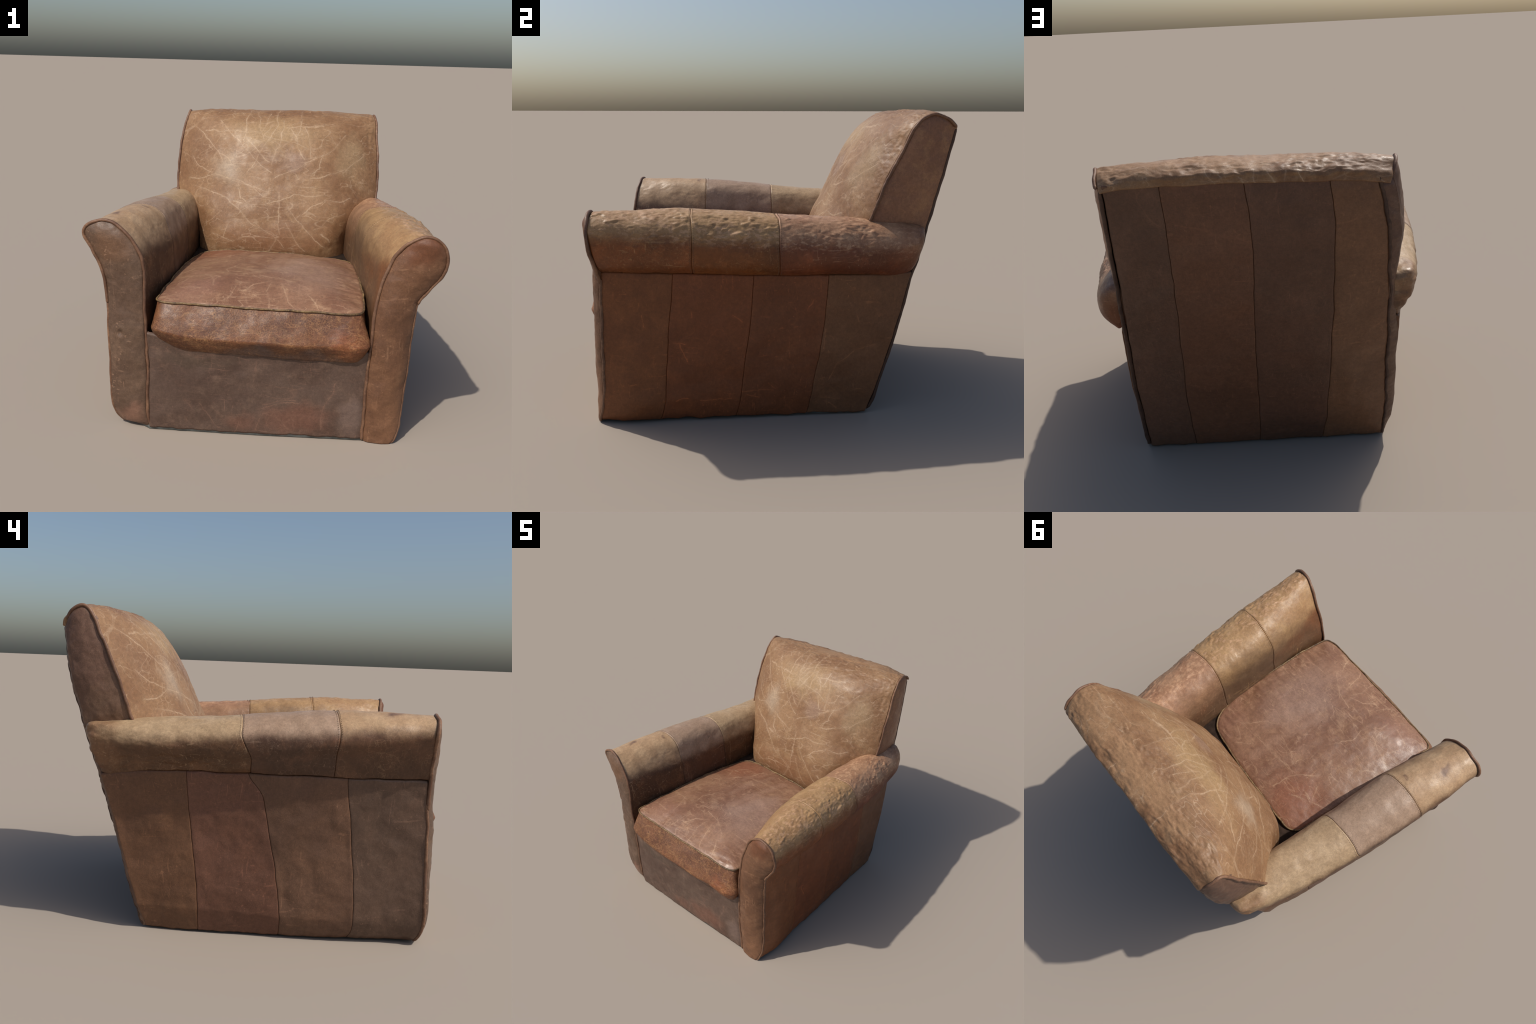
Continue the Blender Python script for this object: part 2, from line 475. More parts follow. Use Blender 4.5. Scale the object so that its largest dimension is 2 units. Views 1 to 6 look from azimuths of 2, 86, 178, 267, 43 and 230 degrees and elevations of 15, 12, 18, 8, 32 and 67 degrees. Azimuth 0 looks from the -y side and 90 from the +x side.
M_back = leather("leather_back_cushion", (142, 109, 78), (122, 88, 60), (156, 125, 92), vein=(6, .010, .34), fine_vein=(17, .014, .4),
                 vein_colour=(184, 157, 128), creases=BACK_CREASES, scratch=.22, crease_width=.0055, rough=.51, spec=.35,
                 patches=[((-.28, .42, 1.27), (.15, .3, .19), (166, 146, 124), .65), ((.0, .5, 1.5), (.5, .4, .12), (160, 132, 94), .6),
                          ((.18, .4, 1.33), (.14, .3, .10), (138, 110, 92), .6), ((0, .3, .80), (.5, .3, .14), (122, 82, 54), .55),
                          ((.55, .55, 1.32), (.16, .3, .2), (156, 132, 100), .5), ((-.5, .6, 1.4), (.12, .4, .2), (120, 88, 64), .5),
                          ((.1, .86, 1.63), (.75, .12, .07), (160, 124, 90), .8)])
M_seat = leather("leather_seat_cushion", (139, 103, 79), (118, 82, 61), (162, 127, 98), tone_size=.3, vein=(7, .012, .38), fine_vein=(20, .018, .42),
                 vein_colour=(180, 146, 116), creases=SEAT_CREASES, lines_plane=(1, 1, 0), streaks=SEAT_STREAKS, crease_width=.0055,
                 scratch=.25, rough=.43, spec=.45,
                 patches=[((-.35, .1, .75), (.38, .3, .3), (136, 86, 62), .65), ((.25, -.45, .75), (.35, .4, .3), (150, 122, 106), .55),
                          ((.5, .05, .75), (.2, .25, .3), (130, 92, 76), .5), ((-.42, -.75, .75), (.25, .2, .2), (138, 100, 82), .5)])
M_border = leather("leather_seat_border", (108, 69, 45), (88, 55, 38), (132, 95, 62), tone_size=.16, vein=(9, .012, .3), fine_vein=(40, .03, .35), net=(85, .12, .28),
                   vein_colour=(164, 122, 82), scratch=.4, grain=1.8, rough=.45,
                   patches=[((0, -1.0, .47), (.75, .3, .075), (98, 80, 72), .85), ((.45, -1.0, .58), (.16, .3, .12), (140, 82, 50), .5)])
M_apron = leather("leather_front_apron", (94, 75, 64), (82, 63, 53), (112, 90, 76), tone_size=.25, vein=(5, .008, .2), fine_vein=(22, .02, .15),
                  vein_colour=(136, 102, 84), scratch=.3, rough=.5, creases=APRON_MARKS, crease_width=.0055,
                  patches=[((.2, -.9, .12), (.25, .3, .14), (116, 78, 62), .6), ((-.1, -.9, .08), (.15, .3, .08), (114, 76, 60), .45),
                           ((.48, -.9, .14), (.1, .3, .14), (120, 100, 90), .6), ((-.35, -.9, .42), (.3, .3, .06), (80, 66, 54), .5)])
M_front_r = leather("leather_arm_front", (110, 77, 55), (96, 66, 47), (126, 91, 66), vein=(5, .008, .2), fine_vein=(22, .02, .15),
                    vein_colour=(150, 112, 84), scratch=.4,
                    patches=[((.8, -.9, 1.08), (.16, .3, .09), (102, 62, 40), .75), ((.7, -.9, .15), (.14, .3, .2), (132, 94, 68), .6)])
M_front_l = leather("leather_arm_front_worn", (100, 79, 63), (88, 67, 53), (118, 93, 75), vein=(5, .008, .2), fine_vein=(22, .02, .15),
                    vein_colour=(156, 122, 98), scratch=.45, seed=2.0,
                    patches=[((-.82, -.85, 1.02), (.18, .3, .13), (108, 78, 56), .7), ((-.68, -.85, .08), (.12, .3, .12), (136, 100, 82), .65)])


def arm_leather(name, side, pale0, pale1, seed, wz=(-.2, .77, .86), fleck=None, foot=None):
    """Rubbed pale along the top of the roll, still dark on the flanks"""
    return leather(name, side, tuple(int(c * .8) for c in side), tuple(min(255, int(c * 1.22)) for c in side), vein=(9, .010, .05), fine_vein=(34, .025, .14),
                   vein_colour=tuple(min(255, int(c * 1.1)) for c in pale1), wear=((wz[0], .04, 1), wz[1], wz[2], (pale0, pale1), .10), patches=foot, fleck=fleck, scratch=.28, rough=.46, spec=.4, seed=seed)


FLECK = (((.55, .11, 1), 1.44, 1.50, 1.53, 1.57), (192, 152, 118), .65)
FOOT = [((.50, -.25, .78), (.24, 1.3, .50), (98, 76, 56), .95), ((.77, .75, .93), (.15, .17, .2), (114, 72, 46), .85)]  # first patch tints the inner arm face with the scan's baked shade
HEEL = [((-.69, .82, .94), (.17, .20, .22), (122, 86, 58), .9)]
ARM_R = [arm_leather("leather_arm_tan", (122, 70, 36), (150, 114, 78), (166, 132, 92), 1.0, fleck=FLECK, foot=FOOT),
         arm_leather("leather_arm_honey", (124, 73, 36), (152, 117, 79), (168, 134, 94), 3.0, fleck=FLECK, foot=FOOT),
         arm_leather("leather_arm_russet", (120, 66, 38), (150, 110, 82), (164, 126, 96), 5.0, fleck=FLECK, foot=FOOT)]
SCUFF = [((-.80, -.60, 1.15), (.035, .07, .08), (112, 84, 66), .9), ((-.70, -.43, 1.15), (.02, .025, .05), (120, 92, 72), .8)]
ARM_L = [arm_leather("leather_arm_sand", (98, 68, 48), (163, 131, 98), (179, 148, 114), 7.0, (.25, .78, .86), foot=SCUFF),
         arm_leather("leather_arm_mauve", (96, 67, 49), (149, 122, 99), (163, 136, 113), 9.0, (.25, .78, .86), foot=HEEL),
         arm_leather("leather_arm_cream", (98, 68, 45), (160, 133, 101), (176, 149, 116), 11.0, (.25, .78, .86), foot=HEEL)]


def side_leather(name, base, seed, scr=.3, marks=None):
    return leather(name, base, tuple(int(c * .92) for c in base), tuple(min(255, int(c * 1.10)) for c in base), tone_size=.5,
                   vein=(3, .004, .15), fine_vein=(30, .012, .08), vein_colour=tuple(min(255, int(c * 1.45)) for c in base),
                   scratch=scr, rough=.47, spec=.35, seed=seed, creases=marks, lines_plane=(0, 1, 1), crease_width=.005)


SIDE_R = [side_leather(f"leather_side_chestnut_{w}", b, s, .3, FLANK_MARKS[s - 1]) for w, b, s in
          (("a", (124, 76, 44), 1), ("b", (121, 70, 41), 2), ("c", (119, 70, 42), 3), ("d", (114, 77, 51), 4))]
SIDE_L = [side_leather(f"leather_side_russet_{w}", b, s) for w, b, s in
          (("a", (96, 74, 60), 5), ("b", (104, 76, 58), 6), ("c", (106, 72, 56), 7), ("d", (108, 76, 54), 8))]
REAR = [side_leather(f"leather_rear_{w}", b, s, .2) for w, b, s in
        (("a", (105, 75, 57), 9), ("b", (109, 74, 53), 10), ("c", (102, 71, 53), 11), ("d", (118, 83, 58), 12))]
M_bside_r = leather("leather_back_side", (146, 104, 76), (128, 90, 68), (166, 122, 84), vein=(6, .012, .2), scratch=.2, seed=3)
M_bside_l = leather("leather_back_side_dark", (110, 84, 66), (98, 72, 58), (126, 98, 78), vein=(6, .012, .2), scratch=.2, seed=4)
M_welt = leather("leather_welt", (118, 86, 65), (94, 66, 50), (154, 118, 90), vein=(20, .03, .3), scratch=.2)  # base lightened to give the piping its sheen
M_welt_dark = leather("leather_welt_dark", (84, 60, 46), (68, 48, 38), (104, 78, 60), vein=(20, .03, .2), scratch=.2, seed=6)
M_seat_welt = leather("leather_seat_welt", (126, 100, 68), (74, 56, 40), (160, 132, 88), tone_size=.05, vein=(30, .03, .4), scratch=.2)
M_thread = plain("waxed_thread", (104, 84, 66), .7)
M_frame = plain("dark_lining", (56, 43, 35), .9)
M_under = plain("dust_cloth", (122, 126, 122), .9, .4, 12)

# ------------------------------------------------------------------ root ----
root = bpy.data.objects.new("leather_armchair", None)
root.empty_display_size = 0.3
bpy.context.scene.collection.objects.link(root)
root["label"] = "worn brown leather club armchair with flared scroll arms"
root["category"] = "armchair"

# -------------------------------------------------------- shared outlines ----
# rake of the rear, (y, z), right and left corner
REAR_R = np.array([(.518, 0), (.551, .073), (.632, .345), (.689, .564), (.732, .76), (.764, .85), (.799, .983), (.872, 1.271), (.904, 1.403), (.934, 1.519), (.945, 1.556)])
REAR_L = np.array([(.556, 0), (.615, .181), (.683, .45), (.732, .62), (.783, .78), (.822, .89), (.850, 1.0), (.880, 1.105), (.912, 1.20), (.935, 1.30), (.953, 1.40), (.966, 1.49), (.962, 1.54)])


def rear_y(side, z):
    t = REAR_R if side > 0 else REAR_L
    return np.interp(z, t[:, 1], t[:, 0])


# ------------------------------------------------------------------ arms ----
# cross-sections of the padded arm, inner foot -> over the roll -> outer seam (x, z), front to rear
KNOTS = [0, .29, .57, .81, 1.0]
SECT_R = [
    [(.575, .42), (.580, .60), (.585, .73), (.603, .835), (.632, .94), (.672, 1.033), (.715, 1.085), (.760, 1.119), (.805, 1.139), (.850, 1.132), (.890, 1.108), (.918, 1.078), (.928, 1.020), (.906, .945), (.865, .878), (.803, .835)],
    [(.556, .42), (.556, .60), (.556, .73), (.556, .84), (.558, .94), (.573, 1.035), (.612, 1.09), (.660, 1.126), (.730, 1.146), (.795, 1.142), (.858, 1.122), (.905, 1.080), (.930, 1.015), (.925, .935), (.887, .868), (.815, .823)],
    [(.542, .42), (.542, .60), (.543, .73), (.547, .86), (.558, .95), (.577, 1.03), (.604, 1.07), (.650, 1.095), (.712, 1.110), (.772, 1.106), (.828, 1.088), (.873, 1.048), (.903, .98), (.905, .91), (.873, .848), (.802, .803)],
    [(.520, .42), (.520, .60), (.521, .73), (.522, .82), (.530, .91), (.560, .991), (.600, 1.035), (.640, 1.06), (.700, 1.082), (.750, 1.075), (.797, 1.055), (.840, 1.015), (.868, .955), (.868, .895), (.838, .838), (.778, .799)],
    [(.520, .42), (.520, .60), (.520, .73), (.520, .82), (.525, .90), (.560, .99), (.600, 1.02), (.650, 1.035), (.700, 1.04), (.740, 1.035), (.765, 1.015), (.788, .983), (.800, .943), (.796, .89), (.772, .84), (.738, .797)]]
FRONT_Y_R = [-.905, -.905, -.90, -.893, -.888, -.886, -.892, -.90, -.907, -.91, -.915, -.915, -.912, -.90, -.89, -.885]
SECT_L = [
    [(-.612, .42), (-.617, .60), (-.622, .72), (-.620, .83), (-.626, .93), (-.650, 1.0), (-.690, 1.06), (-.735, 1.112), (-.790, 1.150), (-.850, 1.153), (-.900, 1.135), (-.935, 1.105), (-.944, 1.07), (-.920, 1.01), (-.880, .94), (-.838, .845)],
    [(-.520, .42), (-.525, .60), (-.528, .75), (-.536, .87), (-.547, .95), (-.573, 1.03), (-.598, 1.09), (-.643, 1.135), (-.715, 1.157), (-.795, 1.147), (-.858, 1.12), (-.903, 1.075), (-.914, 1.01), (-.876, .945), (-.852, .888), (-.828, .842)],
    [(-.500, .42), (-.505, .60), (-.508, .75), (-.511, .87), (-.520, .95), (-.539, 1.02), (-.566, 1.07), (-.610, 1.101), (-.680, 1.116), (-.750, 1.108), (-.807, 1.08), (-.850, 1.03), (-.855, .97), (-.822, .91), (-.797, .868), (-.770, .842)],
    [(-.460, .42), (-.465, .60), (-.468, .75), (-.473, .85), (-.482, .933), (-.510, 1.014), (-.535, 1.05), (-.570, 1.075), (-.620, 1.085), (-.680, 1.078), (-.735, 1.055), (-.775, 1.015), (-.784, .96), (-.750, .905), (-.718, .865), (-.699, .832)],
    [(-.450, .42), (-.455, .60), (-.458, .75), (-.460, .85), (-.470, .92), (-.500, .98), (-.530, 1.01), (-.560, 1.03), (-.600, 1.04), (-.640, 1.045), (-.680, 1.04), (-.695, 1.018), (-.700, .98), (-.690, .92), (-.662, .86), (-.630, .802)]]
FRONT_Y_L = [-.875, -.875, -.872, -.87, -.868, -.858, -.848, -.838, -.822, -.815, -.81, -.803, -.80, -.805, -.808, -.815]


def arm_stations(side):
    sect, fy = (SECT_R, FRONT_Y_R) if side > 0 else (SECT_L, FRONT_Y_L)
    ys = (None, -.417, .05, .45, None) if side > 0 else (None, -.375, .10, .50, None)
    rows = []
    for k, s in enumerate(sect):
        s = np.array(s)
        y = np.array(fy) if k == 0 else (rear_y(side, s[:, 1]) - .034 if k == 4 else np.full(len(s), ys[k]))
        rows.append(np.stack([s[:, 0], y, s[:, 1]], -1))
    end = rows[-1]
    hub = np.array([(.62 if side > 0 else -.56), 0, .92])
    for f, dy in ((.05, .012), (.18, .024), (.45, .030), (.9, .022)):
        e = end.copy()
        e[:, 0] += (hub[0] - e[:, 0]) * f
        e[:, 2] += (hub[2] - e[:, 2]) * f * .8
        e[:, 1] = rear_y(side, e[:, 2]) - .034 + dy * .8
        rows.append(e)
    return np.array(rows), KNOTS + [1.012, 1.035, 1.075, 1.14]


def arm_surface(side):
    rows, kn = arm_stations(side)

    # tabulate the loft once, then read it bilinearly
    gu, gv = np.linspace(0, 1.14, 229), np.linspace(0, 1, 301)
    line = spline(rows, gu, kn)
    tab = np.stack([spline(r, gv) for r in line])

    def S(u, v):          # u along the arm (0 front .. 1.14), v over the profile
        x = np.clip(u / 1.14 * 228, 0, 227.9999)
        y = np.clip(v * 300, 0, 299.9999)
        i, j = x.astype(int), y.astype(int)
        f, g = (x - i)[..., None], (y - j)[..., None]
        return (tab[i, j] * (1 - f) * (1 - g) + tab[i + 1, j] * f * (1 - g) + tab[i, j + 1] * (1 - f) * g + tab[i + 1, j + 1] * f * g)
    return S


def arm_relief(side):
    def f(P, U, V, N, near):
        z, y = P[..., 2], P[..., 1]
        h = .004 * fbm(P, .16, 2, 3 + side)
        fade = sstep(near, .0, .02)
        zz = z + .06 * np.clip(y, -1, 1)
        if side > 0:
            # hammered dents along the outer shoulder
            m = sstep(V, .56, .66) * (1 - sstep(V, .78, .88)) * (1 - .75 * sstep(y, .45, .62))
            b = fbm(P, .034, 2, 5, (1, 1.7, .8))
            b2 = fbm(P, .021, 2, 15, (1, 1.8, .8))
            m = m * (.75 + .85 * sstep(fbm(P, .16, 2, 16, (1, 1.4, 1)), -.25, .35))
            h = h + m * (.0050 * (np.abs(b) * 1.6 - .4) + .0035 * b + .0022 * np.abs(b2)) * fade
            m2 = sstep(V, .40, .50) * (1 - sstep(V, .6, .7))
            h = h + m2 * .0012 * fbm(P, .02, 2, 6) * fade
        else:
            m = sstep(V, .36, .44) * (1 - sstep(V, .60, .72))
            h = h + m * .0035 * fbm(P, .045, 3, 7, (.8, 2.2, 1)) * sstep(fbm(P, .15, 2, 17), -.3, .4) * fade
            m3 = sstep(V, .62, .70) * sstep(y, -.1, .4) + sstep(V, .6, .7) * (1 - sstep(y, -.8, -.6)) * .5
            h = h + m3 * .006 * fbm(P, .05, 3, 9, (1, 1.6, .7)) * fade
            # gathered folds at the rear end
            m4 = sstep(U, .93, 1.0) * sstep(V, .5, .65)
            h = h + m4 * .0035 * np.sin(z * 95 + 9 * y + 3 * fbm(P, .1, 2, 4))
        # puckers along the inner foot and the lower seam
        h = h + .002 * fbm(P, .02, 2, 2, (1, .6, 2.5)) * sstep(V, .86, .97) * fade
        return h
    return f


# seams across the roll, in arm parameter at the inner foot and at the outer edge
ARM_SEAMS = {1: [(.285, .29), (.535, .553)], -1: [(.285, .305), (.553, .567)]}


def seam_u(side, k, V):
    a, b = ARM_SEAMS[side][k]
    u = a + (b - a) * V
    if side < 0 and k == 1:
        u = u - .03 * sstep(V, .78, .92)
    return u


arms = {}
for side in (1, -1):
    S = arm_surface(side)
    rows, kn = arm_stations(side)
    # solid core of the arm, carries the covers
    core = []
    for t in np.linspace(.02, .985, 24):
        prof = spline(spline(rows, np.array([t]), kn)[0], np.linspace(0, 1, 40))
        y = prof[:, 1].mean()
        prof[:, 1] += .03 * (1 - 2 * t) if t < .5 else -.02
        c = prof.mean(0)
        ring = c + (prof - c) * np.array([.86, 1, .9])
        core.append(ring)
    arm = loft_closed("arm", core, M_frame, root, side < 0)
    arms[side] = arm
    mats = ARM_R if side > 0 else ARM_L
    lims = [lambda V: (0 * V, seam_u(side, 0, V)), lambda V: (seam_u(side, 0, V), seam_u(side, 1, V)), lambda V: (seam_u(side, 1, V), 0 * V + 1.14)]
    for k in range(3):
        length = (.52, .45, .95)[k]
        rr = ((.012, .006), (.006, .006), (.006, 0))[k]
        centre = np.array([.70 * side, (-.6, -.15, .45)[k], .92])
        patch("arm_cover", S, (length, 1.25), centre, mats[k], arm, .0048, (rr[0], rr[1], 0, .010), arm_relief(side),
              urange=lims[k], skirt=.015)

# front faces of the arms: rows of (inner x, z, y) and (outer x, z, y), foot to crown, then bulge
FACE_R = [((.563, -.915, .0), (.715, -.933, .0), .012), ((.563, -.915, .03), (.738, -.925, .03), .018), ((.564, -.915, .10), (.757, -.907, .10), .036), ((.566, -.915, .25), (.764, -.897, .25), .042),
          ((.569, -.913, .40), (.776, -.893, .40), .038), ((.579, -.910, .55), (.784, -.890, .55), .040), ((.585, -.902, .70), (.793, -.887, .70), .042), ((.597, -.895, .80), (.805, -.884, .79), .046),
          ((.615, -.890, .885), (.838, -.890, .845), .044), ((.640, -.886, .965), (.878, -.898, .90), .042), ((.672, -.886, 1.033), (.912, -.908, .955), .038), ((.715, -.892, 1.085), (.928, -.915, 1.02), .034),
          ((.755, -.90, 1.117), (.914, -.915, 1.078), .034), ((.790, -.906, 1.135), (.872, -.913, 1.124), .016), ((.815, -.908, 1.139), (.840, -.910, 1.136), .004)]
FACE_L = [((-.590, -.868, .01), (-.728, -.815, .01), 0.0075), ((-.600, -.873, .04), (-.765, -.825, .03), 0.0152), ((-.608, -.882, .11), (-.795, -.838, .08), 0.0205), ((-.611, -.882, .19), (-.812, -.84, .16), 0.0249),
          ((-.607, -.882, .30), (-.817, -.836, .28), 0.0270), ((-.611, -.880, .48), (-.822, -.828, .46), 0.0270), ((-.617, -.877, .60), (-.826, -.822, .60), 0.0270), ((-.622, -.873, .72), (-.830, -.812, .72), 0.0237),
          ((-.621, -.870, .83), (-.838, -.808, .845), 0.0260), ((-.628, -.866, .93), (-.868, -.806, .93), 0.0303), ((-.652, -.857, 1.0), (-.905, -.803, .995), 0.0313), ((-.690, -.848, 1.06), (-.942, -.80, 1.065), 0.0281),
          ((-.735, -.838, 1.112), (-.937, -.803, 1.105), 0.0183), ((-.780, -.826, 1.142), (-.902, -.81, 1.135), 0.0087), ((-.820, -.82, 1.153), (-.850, -.815, 1.153), 0.0021)]
DENT_L = np.array([-.755, -.86, .553])


def face_surface(face):
    I, O = np.array([r[0] for r in face]), np.array([r[1] for r in face])
    B = np.array([[r[2]] for r in face])
    k = np.linspace(0, 1, len(face))

    def S(u, v):
        a, b, h = spline(I, v, k), spline(O, v, k), spline(B, v, k)
        P = a + (b - a) * u[..., None]
        P[..., 1] -= h[..., 0] * np.clip(1 - np.abs(2 * u - 1) ** 2.3, 0, 1) ** .8
        return P
    return S, I, O


def face_relief(side):
    def f(P, U, V, N, near):
        h = .007 * fbm(P, .14, 3, 20 + side) + .0025 * fbm(P, .04, 2, 21)
        if side < 0:
            d = np.linalg.norm((P - DENT_L)[..., [0, 2]], axis=-1)
            h = h - .010 * np.exp(-(d / .013) ** 2) + .004 * np.exp(-((d - .03) / .012) ** 2)
        z = P[..., 2]
        # crumple where the roll turns under
        m = np.exp(-((z - .84) / .07) ** 2) * sstep(U, .55, .9)
        return (h + m * .006 * fbm(P, .05, 2, 8, (1, 1, .5))) * sstep(near, 0, .02)
    return f


welts = {1: [], -1: []}
for side in (1, -1):
    face = FACE_R if side > 0 else FACE_L
    S, I, O = face_surface(face)
    patch("arm_front_panel", S, (.22, 1.3), np.array([.7 * side, -.5, .6]), M_front_r if side > 0 else M_front_l, arms[side], .006,
          (.011, .009, .0, .004), face_relief(side), skirt=.02)
    k = np.linspace(0, 1, len(face))
    t = np.linspace(0, 1, 120)
    inner, outer = spline(I, t, k), spline(O, t, k)
    path = np.concatenate([inner, outer[::-1][: int(120 * .52)]])
    mid = np.array([I[:, 0].mean() * .5 + O[:, 0].mean() * .5, 0, 0])
    tang = np.gradient(path, axis=0)
    offs = np.stack([-tang[:, 2], 0 * tang[:, 0], tang[:, 0]], -1) * side
    offs /= np.linalg.norm(offs, axis=1)[:, None] + 1e-9
    path = path + offs * .003
    path[:, 1] -= .002
    tube("arm_welt", path, .0090, M_welt, arms[side], jitter=.003, seed=2 + side)
    low = outer[: int(120 * .52)]
    tube("side_welt", low + np.array([0, .004, 0]), .008, M_welt, arms[side], jitter=.004, seed=5 + side)

# outer side panels (below the roll)
HEM = .010


def hem(bottom, seed):
    def f(s):
        p = bottom(s)
        p[..., 2] = HEM + .013 * fbm(p, .09, 3, seed) + .003
        return p
    return f


side_top_R = curve((.803, -.880, .838), (.818, -.417, .826), (.806, .05, .806), (.782, .45, .800), (.734, .700, .797))
side_bot_R = curve((.717, -.925, HEM), (.748, -.83, HEM), (.738, -.56, HEM), (.730, -.18, HEM), (.718, .19, HEM), (.703, .512, HEM))
side_front_R = curve((.717, -.925, HEM), (.740, -.918, .03), (.759, -.903, .10), (.766, -.894, .25), (.778, -.889, .40), (.786, -.886, .55), (.795, -.883, .70), (.803, -.880, .838))
side_rear_R = linear(*[(.709 + .016 * min(1, z / .4), float(rear_y(1, z)) - .012, z) for z in (HEM, .15, .3, .45, .564, .7, .797)])
side_top_L = curve((-.840, -.800, .845), (-.825, -.375, .844), (-.769, .10, .844), (-.701, .50, .834), (-.637, .755, .802))
side_bot_L = curve((-.735, -.800, HEM), (-.724, -.60, HEM), (-.722, -.40, HEM), (-.690, -.10, HEM), (-.640, .285, HEM), (-.590, .545, HEM))
side_front_L = curve((-.735, -.800, HEM), (-.767, -.815, .03), (-.797, -.83, .08), (-.814, -.832, .16), (-.820, -.828, .28), (-.825, -.82, .46), (-.829, -.814, .60), (-.834, -.806, .72), (-.840, -.80, .845))
side_rear_L = linear(*[(x, float(rear_y(-1, z)) - .012, z) for x, z in ((-.600, HEM), (-.636, .136), (-.646, .327), (-.640, .547), (-.640, .70), (-.638, .802))])
SIDE_CUTS = {1: [(.253, .212), (.518, .460), (.773, .697)], -1: [(.255, .232), (.526, .496), (.795, .704)]}


def side_relief(side, k):
    def f(P, U, V, N, near):
        h = .006 * fbm(P, .28, 2, 30 + side * 3 + k) + .0018 * fbm(P, .07, 2, 31)
        swell = (-.006 if side > 0 else -.024) * np.clip(np.sin(pi * U), 0, 1) ** .6 * np.clip(np.sin(pi * V), 0, 1) ** .7
        if side < 0:
            h = h + .004 * fbm(P, .10, 2, 33) + sstep(.14 - P[..., 2], 0, .14) * .006 * fbm(P, .06, 2, 35)
        return swell + h * sstep(near, 0, .035)
    return f


for side in (1, -1):
    S = coons(side_front_R, side_rear_R, hem(side_bot_R, 2), side_top_R) if side > 0 else coons(side_front_L, side_rear_L, hem(side_bot_L, 4), side_top_L)
    cuts = SIDE_CUTS[side]

    def cut(k, V):
        if k == 0:
            return 0 * V
        if k == 4:
            return 0 * V + 1
        b, t = cuts[k - 1]
        u = b + (t - b) * V
        if side < 0 and k == 2:      # this seam hooks forward at the top
            u = u + .035 * sstep(V, .86, 1.0) - .012
        return u + .003 * np.sin(V * 7 + k)
    for k in range(4):
        patch("side_panel", S, (.4, .82), np.array([.3 * side, 0, .4]), (SIDE_R if side > 0 else SIDE_L)[k], arms[side], .0075,
              (.006, .006, 0, .014), side_relief(side, k), urange=lambda V, k=k: (cut(k, V), cut(k + 1, V)), skirt=.02)

# ------------------------------------------------------------- seat base ----
base_ring = np.array([(-.70, -.79), (-.60, -.872), (.0, -.898), (.56, -.905), (.69, -.925), (.69, .47), (.66, .49), (-.55, .52), (-.58, .49)])


def prism(name, ring, z0, z1, mat, parent, shrink=(1, 1)):
    c = ring.mean(0)
    rows = [np.concatenate([c + (ring - c) * s, np.full((len(ring), 1), z)], 1) for z, s in ((z0, shrink[0]), (z1, shrink[1]))]
    return loft_closed(name, rows, mat, parent, False)


base = prism("seat_base", np.array([(-.56, -.84), (.54, -.865), (.53, .45), (-.47, .47)]), .03, .635, M_frame, root)
prism("seat_platform", np.array([(-.49, .08), (.555, .05), (.54, .46), (-.47, .48)]), .30, .708, M_frame, base)
prism("dust_cloth", base_ring + np.array([0, -.008]), 0.0, .03, M_under, base, (1.0, .985))
apron_S = coons(curve((-.600, -.882, .012), (-.609, -.884, .15), (-.609, -.884, .30), (-.609, -.882, .42), (-.607, -.886, .50), (-.605, -.900, .565)),
                curve((.560, -.915, .012), (.562, -.917, .2), (.566, -.915, .33), (.568, -.915, .37), (.568, -.918, .44), (.568, -.924, .515)),
                hem(curve((-.600, -.882, .012), (0, -.905, .012), (.560, -.915, .012)), 6),
                curve((-.605, -.900, .565), (-.45, -.918, .540), (0, -.930, .525), (.568, -.924, .515)))
patch("front_apron", apron_S, (1.17, .51), np.array([0, 0, .2]), M_apron, base, .008, (.007, .007, 0, 0),
      lambda P, U, V, N, near: (.007 * fbm(P, .3, 3, 41) + .0015 * fbm(P, .06, 2, 42) + .006 * (1 - V)) * sstep(near, 0, .03), skirt=.02)

# ----------------------------------------------------------- seat cushion ----
SEAT_WELT = np.array([
    (-.535, -.868, .742), (-.30, -.888, .737), (0, -.902, .731), (.30, -.910, .725), (.485, -.911, .722), (.520, -.895, .722), (.541, -.82, .730), (.550, -.68, .748),
    (.556, -.44, .758), (.560, -.19, .755), (.552, -.02, .740), (.525, .085, .728), (.470, .142, .722), (.36, .172, .724), (.174, .205, .732), (-.085, .222, .737),
    (-.305, .236, .732), (-.395, .232, .722), (-.440, .195, .716), (-.456, .12, .718), (-.482, -.05, .738), (-.508, -.3, .752), (-.537, -.6, .752), (-.556, -.78, .747), (-.558, -.845, .743)])
nT = 420
tt = np.linspace(0, 1, nT, endpoint=False)
W = spline(SEAT_WELT, tt, closed=True)
C0 = np.array([.02, -.40, 0])
rows = []
for r in np.concatenate([np.linspace(.004, .9, 72), np.linspace(.91, 1.0, 14)]):
    Q = C0 + (W - C0) * r
    crown = .808 - .012 * sstep(Q[:, 1], -.3, .1)
    rise = (1 - r ** 2.8)
    Q[:, 2] = W[:, 2] + (crown - W[:, 2]) * rise
    Q[:, 2] += .024 * rise * np.exp(-((Q[:, 0] + .12) / .38) ** 2 - ((Q[:, 1] + .68) / .24) ** 2)
    if r > .97:
        Q[:, 2] -= .006 * ((r - .97) / .03) ** 2
    P = Q
    edge = sstep(r, .35, .95) * (1 - sstep(r, .955, 1.0))
    # puckers pulled in from the welt, deepest along the right edge
    right = sstep(P[:, 0], .2, .5)
    Q[:, 2] += edge * (.0015 + .0055 * right) * fbm(P, .038, 2, 50, (3.0, .8, 1)) + .006 * (1 - r) ** .5 * fbm(P, .22, 3, 51) + .0018 * fbm(P, .06, 2, 52, (.6, 2.2, 1)) * (1 - sstep(r, .95, 1))
    rows.append(Q)
top = np.array(rows)
cushion_n = len(top)
